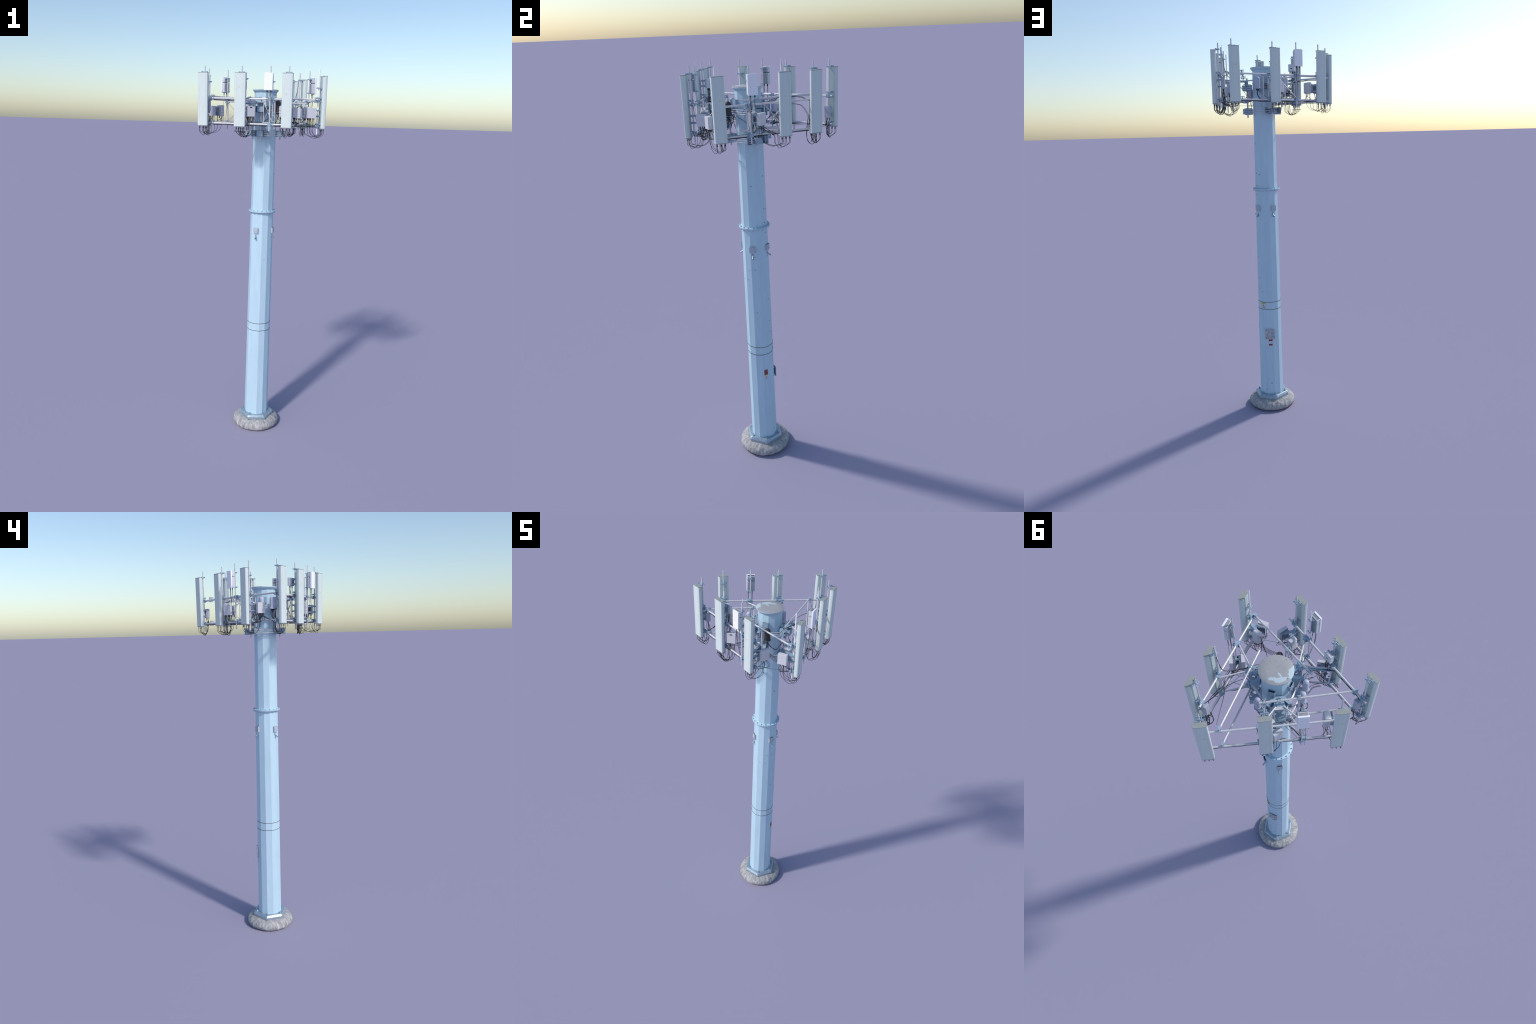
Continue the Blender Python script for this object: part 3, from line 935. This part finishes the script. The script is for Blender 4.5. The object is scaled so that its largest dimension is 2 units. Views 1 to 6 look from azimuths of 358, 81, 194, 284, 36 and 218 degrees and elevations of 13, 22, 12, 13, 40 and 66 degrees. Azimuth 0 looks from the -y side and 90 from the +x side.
unit('b3_out', 'B', -0.2310, 0.1685, 1.7755, 0.0430, 0.0300, 0.0490, 90, 'plain', -0.2124)
unit('b3_in', 'B', -0.1815, 0.1680, 1.7755, 0.0400, 0.0300, 0.0500, -90, 'fins', -0.2124)
unit('b2_a', 'B', -0.0270, 0.2030, 1.7755, 0.0390, 0.0240, 0.0490, -31, 'plain', -0.0500, 0.188)
unit('b2_b', 'B', -0.0470, 0.1705, 1.7755, 0.0390, 0.0240, 0.0490, 149, 'plain', -0.0500, 0.188)
unit('b1', 'B', 0.2105, 0.1925, 1.7985, 0.0230, 0.0200, 0.0540, 180, 'slim', 0.2085, nplug=3)
unit('a3_out', 'A', 0.1850, 0.1670, 1.7755, 0.0420, 0.0260, 0.0490, -90, 'plain', 0.1619)
unit('a3_in', 'A', 0.1270, 0.1670, 1.7755, 0.0390, 0.0320, 0.0500, 90, 'fins', 0.1619)
unit('a2_up', 'A', -0.0725, 0.1880, 1.8990, 0.0375, 0.0190, 0.0385, 180, 'vent', -0.0705, vent=-0.08)
unit('a2_lo', 'A', -0.0280, 0.2005, 1.7755, 0.0420, 0.0190, 0.0490, -42, 'vent', -0.0560, 0.195)
unit('a1', 'A', -0.2490, 0.1945, 1.7960, 0.0240, 0.0220, 0.0500, 180, 'slim', -0.2600, nplug=4)
unit('c1_in', 'C', 0.1760, 0.1600, 1.7755, 0.0460, 0.0360, 0.0500, 90, 'fins', 0.2052)
unit('c1_out', 'C', 0.2250, 0.1640, 1.7755, 0.0400, 0.0240, 0.0490, -90, 'plain', 0.2052)
unit('c2_a', 'C', -0.0190, 0.2050, 1.7755, 0.0400, 0.0240, 0.0490, -30, 'plain', -0.0450, 0.190)
unit('c2_b', 'C', -0.0400, 0.1720, 1.7755, 0.0400, 0.0240, 0.0490, 150, 'plain', -0.0450, 0.190)
unit('c3', 'C', -0.2855, 0.1925, 1.7690, 0.0220, 0.0200, 0.0500, 180, 'slim', -0.2835, nplug=3)

# ---------------------------------------------------------------- surge arrester domes
def dome(s, t, n, mat, z0=1.7780, z1=1.8362, r=0.0119):
    o = W(s, t, n, 0)
    prof = [(r * 1.16, z0), (r * 1.18, z0 + 0.004), (r * 1.02, z0 + 0.0065), (r, z0 + 0.010), (r, z1 - r * 1.05)]
    for k in range(1, 8):
        a = math.radians(90 * k / 8)
        prof.append((r * math.cos(a), z1 - r * 1.05 + r * 1.05 * math.sin(a)))
    prof.append((0.0008, z1))
    b = Build().lathe(o, prof, 28, 0)
    b.lathe(o, [(r * 1.015, z1 - 0.0190), (r * 1.03, z1 - 0.0185), (r * 1.03, z1 - 0.0175), (r * 1.015, z1 - 0.0170)], 28, 0)
    ob = put('surge_arrester', b.mesh('surge_arrester', [mat], 40))
    b = Build()
    F = frame(s, t, n, z0)
    b.box(F, 0.030, 0.026, 0.0020, 0, (0, 0.002, -0.0012), cham=0.006)
    sg = -1 if t > 0 else 1
    b.box(F, 0.0020, 0.026, 0.024, 0, (sg * 0.0145, 0.002, -0.012))
    b.box(F, 0.016, 0.0024, 0.020, 0, (sg * 0.019, 0.014, -0.010))
    for k in range(5):
        q = F @ Vector((0.006 * math.cos(k * 1.257), 0.006 * math.sin(k * 1.257), 0))
        b.rod(q, q - Vector((0, 0, 0.010)), 0.0019, 8, 1)
    put('dome_bracket', b.mesh('dome_bracket', ['bracket', 'black'], 30), ob, bevel=0.0004, seg=1)
    return o


D1 = dome('C', -0.0787, 0.0805, 'dome')
D2 = dome('C', 0.0922, 0.0750, 'dome')
D3 = dome('A', -0.0748, 0.0835, 'dome')
D4 = dome('A', 0.0835, 0.0750, 'smoke', 1.7770, 1.8362, 0.0139)

# ---------------------------------------------------------------- cables
rc = random.Random(21)
w_of = {(s, t): w for s, t, w, zb in PANELS}
TARGET = {('A', -0.2600): ['a1', 'c1_out'], ('A', -0.0705): ['a2_lo', 'a2_lo'], ('A', 0.1619): ['a3_in', 'a3_out'],
          ('B', 0.2085): ['b1'], ('B', 0.0688): ['b2_a'], ('B', -0.2124): ['b3_in', 'b3_out'],
          ('C', 0.2052): ['c1_in', 'c1_out'], ('C', -0.0634): ['c2_a', 'c2_b'], ('C', -0.2835): ['c3', 'c3']}
for key, tgt in TARGET.items():
    s, t = key
    body, ports = PORTS[key]
    c = Build()
    for i, (pt, pn) in enumerate(ports):
        un, plugs = UNITS[tgt[i % len(tgt)]]
        q = plugs[(i * 2 + 1) % len(plugs)]
        p0 = W(s, pt, pn, P_Z0 - 0.0095)
        drop = rc.uniform(0.030, 0.042) if w_of[key] < 0.055 else rc.uniform(0.040, 0.046)
        far = (Vector((q.x, q.y, 0)) - Vector((p0.x, p0.y, 0)))
        if far.length > 0.09:                  # short coil back to the rail instead of a long stretch
            far = far * (0.05 / far.length)
        jx, jy = rc.uniform(-0.006, 0.006), rc.uniform(-0.006, 0.006)
        zb = P_Z0 - drop - 0.005
        a = p0 + Vector((0, 0, -0.016))
        m1 = p0 + far * 0.25 + Vector((jx, jy, 0)); m1.z = zb + 0.004
        m2 = p0 + far * 0.55 + Vector((jx * 1.5, jy * 1.5, 0)); m2.z = zb
        m3 = p0 + far * 0.90 + Vector((jy, jx, 0)); m3.z = zb + 0.016
        m4 = p0 + far * 1.0; m4.z = 1.708
        e = Vector((q.x, q.y, q.z - 0.008))
        c.tube([p0, a, m1, m2, m3, m4, (m4 + e) / 2 + Vector((jx, jy, 0)), e], rc.choice((0.0008, 0.0009, 0.0011)), 6, 0)
    if w_of[key] > 0.055:          # spreader bar that keeps the tails of the wide antenna apart
        c.box(frame(s, t, PN, 1.6792), 0.058, 0.003, 0.0026, 0)
    put('jumper_cable', c.mesh('jumper_cable', ['black'], 60), body, kind='stuff')

# short tails that curl below each radio unit into the bundle on the lower rail
for k, (un, plugs) in UNITS.items():
    s = k[0].upper()
    c = Build()
    for i, q in enumerate(plugs):
        a = math.radians(SECTOR[s])
        inward = Vector((-math.cos(a), -math.sin(a), 0))
        side = Vector((-math.sin(a), math.cos(a), 0)) * rc.uniform(-0.03, 0.03)
        p1 = q + Vector((0, 0, -0.008))
        p2 = q + side * 0.35 + inward * rc.uniform(-0.006, 0.012) + Vector((0, 0, -0.030 - rc.uniform(0, 0.012)))
        if k == 'a2_up':
            p3 = Vector((p2.x, p2.y, 1.838))
            p4 = p3 + Vector((0, 0, -0.006))
        else:                      # reach the bundle strapped below the rail
            loc = q - Vector((AX, AY, 0))
            tq = loc.dot(Vector((-math.sin(a), math.cos(a), 0)))
            sh = rc.uniform(0.008, 0.03) * rc.choice((-1, 1))
            lo, hi = RAIL_SPAN[s][0] + 0.012, RAIL_SPAN[s][1] - 0.012
            p3 = W(s, min(hi, max(lo, tq + sh)), RAIL_N - 0.010 + rc.uniform(-0.004, 0.004), 1.7085)
            p4 = W(s, min(hi, max(lo, tq + sh * 1.9)), RAIL_N - 0.001, 1.7090)
        c.tube([q, p1, p2, p3, p4], 0.0008, 5, 1 if (i == 1 and k in ('a3_in', 'b3_out', 'c2_a', 'b2_a')) else 0)
    put('jumper_cable', c.mesh('jumper_cable', ['black', 'green'], 60), un, kind='stuff')


def harness(name, runs):
    c = Build()
    for pts, r, mt in runs:
        c.tube(pts, r, 6, mt)
    return put(name, c.mesh(name, ['black', 'green'], 60), kind='stuff')


def along(s, t0, t1, n, z, k=6, wob=0.0015, seed=0):
    r = random.Random(seed)
    return [W(s, t0 + (t1 - t0) * i / k, n + r.uniform(-wob, wob), z + r.uniform(-wob, wob)) for i in range(k + 1)]


# trunk runs strapped to the rails, then across the arms to the mast
runs = []
for s, spans in (('A', ((-0.24, -0.03), (-0.06, 0.15))), ('B', ((-0.20, 0.0), (0.02, 0.19))), ('C', ((-0.27, -0.03), (0.0, 0.19)))):
    for j, (t0, t1) in enumerate(spans):
        for i in range(3):
            runs.append((along(s, t0, t1, RAIL_N - 0.003 + 0.003 * i, RAIL_Z[0] - 0.0066, 7, 0.0014, 10 * j + i + ord(s)), 0.0010, 0))
    for i in range(3):
        sg = (-1, 1, 1)[i]
        runs.append(([W(s, sg * (0.075 - 0.004 * i), 0.190, 1.7155), W(s, sg * 0.045, 0.155, 1.7150 - 0.001 * i), W(s, sg * 0.02, 0.125, 1.716), W(s, sg * 0.026, 0.095, 1.728 + 0.004 * i), W(s, sg * 0.050, 0.083, 1.752), W(s, sg * 0.078, 0.080, 1.771)], 0.0010, 1 if i == 2 else 0))
# upper rail of face A: thick bundle from the outer antenna to the hub
for i in range(4):
    runs.append(([W('A', -0.255, 0.200, 1.792), W('A', -0.252, 0.1985 + 0.001 * i, 1.815), W('A', -0.238, 0.1985, 1.8275)] + along('A', -0.21, -0.10, 0.1985 + 0.0018 * i, 1.8275, 4, 0.0012, 50 + i) +
                 [W('A', -0.07, 0.175, 1.818 - 0.002 * i), W('A', -0.045, 0.145, 1.812), W('A', -0.03, 0.115, 1.803), W('A', -0.05, 0.085, 1.790), W('A', -0.072, 0.083, 1.770)], 0.0011, 0))
# upper unit on face A: straight drops
for i in range(4):
    p = UNITS['a2_up'][1][i]
    runs.append(([p, p - Vector((0, 0, 0.03)), Vector((p.x + 0.002 * i, p.y, 1.80)), Vector((p.x + 0.003 * i, p.y, 1.76)), Vector((p.x + 0.004 * i, p.y, 1.708))], 0.0010, 0))
# face B: cable arching from the upper end of the outer pole towards the collar
for i in range(2):
    o = 0.004 * i
    runs.append(([W('B', 0.074, 0.203, 1.955 - o), W('B', 0.070, 0.198, 1.90), W('B', 0.066, 0.190 - o, 1.860), W('B', 0.045, 0.17, 1.838), W('B', 0.010, 0.13, 1.832 - o), W('B', -0.035, 0.095, 1.818), W('B', -0.055, 0.07, 1.79)], 0.0010, 0))
    runs.append(([W('B', 0.195, 0.19, 1.768), W('B', 0.19, 0.185 - o, 1.70), W('B', 0.19, 0.19, 1.664 + o), W('B', 0.20, 0.205, 1.650), W('B', 0.208, 0.225, 1.66), W('B', 0.212, 0.23, 1.69)], 0.0010, 0))
    runs.append(([W('B', 0.205, 0.196, 1.825), W('B', 0.17, 0.17, 1.842 + o), W('B', 0.12, 0.15, 1.848), W('B', 0.07, 0.12, 1.84), W('B', 0.04, 0.10, 1.82), W('B', 0.052, 0.085, 1.79)], 0.0010, 0))
# face C to A gap: pair of thin lines that sag over to the rail of face B
for i in range(2):
    o = 0.005 * i
    runs.append(([W('C', -0.235, 0.170, 1.828), W('B', 0.11 + o, 0.16, 1.822), W('B', 0.155 + o, 0.19, 1.815), W('B', 0.182 + o, 0.20, 1.78), W('B', 0.197 + o, 0.206, 1.73), W('B', 0.21 + o, 0.213, 1.68), W('B', 0.213 + o, 0.225, 1.662)], 0.0007, 0))
# loops below the domes
for o, s, t in ((D1, 'C', -0.0787), (D2, 'C', 0.0922), (D3, 'A', -0.0748), (D4, 'A', 0.0835)):
    sg = 1 if t > 0 else -1
    for i in range(5):
        r = random.Random(int(abs(t) * 10000) + i)
        p = o + Vector((r.uniform(-0.006, 0.006), r.uniform(-0.006, 0.006), 1.768))
        t2 = t - sg * r.uniform(0.0, 0.06)
        runs.append(([p, p + Vector((0, 0, -0.022)), W(s, t - sg * 0.012, 0.086 + r.uniform(-0.01, 0.02), 1.728 - r.uniform(0, 0.014)), W(s, (t + t2) / 2, 0.105, 1.722 + r.uniform(-0.01, 0.01)), W(s, t2, 0.135, 1.7185), W(s, t2 * 1.2, 0.165, 1.7185)], 0.0009, 1 if i == 4 else 0))
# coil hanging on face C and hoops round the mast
for k in range(3):
    cpt = W('C', 0.098, 0.082, 1.752)
    runs.append(([cpt + Vector((0.014 * math.cos(j * 0.6), 0.014 * math.sin(j * 0.6), 0.002 * k + 0.001 * math.sin(j))) for j in range(12)], 0.0009, 0))
# thick bundle from the black dome over to the radio units on the outer pole of face B
for i in range(5):
    o = 0.0046 * (i - 2)
    runs.append(([D4 + Vector((0.002 * (i - 2), 0.002, 1.768)), Vector((0.098, -0.163 + o, 1.748)), Vector((0.118, -0.182 + o, 1.736 - o * 0.4)), Vector((0.142, -0.190 + o * 1.2, 1.730)), Vector((0.170, -0.189 + o * 1.2, 1.726 + o * 0.5)), Vector((0.195, -0.187 + o, 1.727)), Vector((0.212, -0.189 + o, 1.738)), Vector((0.219, -0.193 + o, 1.750))], 0.0009, 0))
for i in range(2):
    o = 0.004 * i
    runs.append(([D4 + Vector((0.004, 0.002, 1.766)), D4 + Vector((0.010, 0.006 + o, 1.748)), W('B', -0.112, 0.082, 1.744 - o), W('B', -0.128, 0.105, 1.772), W('B', -0.140, 0.122 + o, 1.800), W('B', -0.158, 0.138, 1.806), W('B', -0.185, 0.156 + o, 1.775), W('B', -0.195, 0.172, 1.750)], 0.0010, 0))
harness('cable_harness', runs)
A0, A1 = W('A', -0.012, 0.120, 1.8140), W('A', -0.086, 0.2010, 1.8140)
dd = A1 - A0
Mt = Matrix.Translation((A0 + A1) / 2) @ Matrix.Rotation(math.atan2(dd.y, dd.x), 4, 'Z')
b = Build()
b.box(Mt, dd.length, 0.0135, 0.0016, 0)
for sg in (-1, 1):
    b.box(Mt, dd.length, 0.0014, 0.0060, 0, (0, sg * 0.0068, 0.0022))
put('cable_tray', b.mesh('cable_tray', ['bracket'], 30), bevel=0.0004, seg=1)

# small green earth wires on the faces
runs = []
runs.append(([W('A', 0.10, 0.19, 1.748), W('A', 0.115, 0.198, 1.722), W('A', 0.145, 0.203, 1.711), W('B', -0.205, 0.205, 1.712), W('B', -0.16, 0.206, 1.7205), W('B', -0.07, 0.206, 1.7205), W('B', -0.04, 0.20, 1.732), W('B', -0.03, 0.19, 1.750)], 0.0007, 1))
runs.append(([W('C', -0.17, 0.20, 1.718), W('C', -0.205, 0.195, 1.712), W('C', -0.25, 0.20, 1.704), W('C', -0.272, 0.208, 1.696), W('C', -0.280, 0.215, 1.69)], 0.0006, 1))
runs.append(([W('C', 0.068, 0.225, 1.72), W('C', 0.055, 0.19, 1.714), W('C', 0.02, 0.15, 1.722), W('C', -0.01, 0.12, 1.73)], 0.0007, 1))
harness('earth_wire', runs)
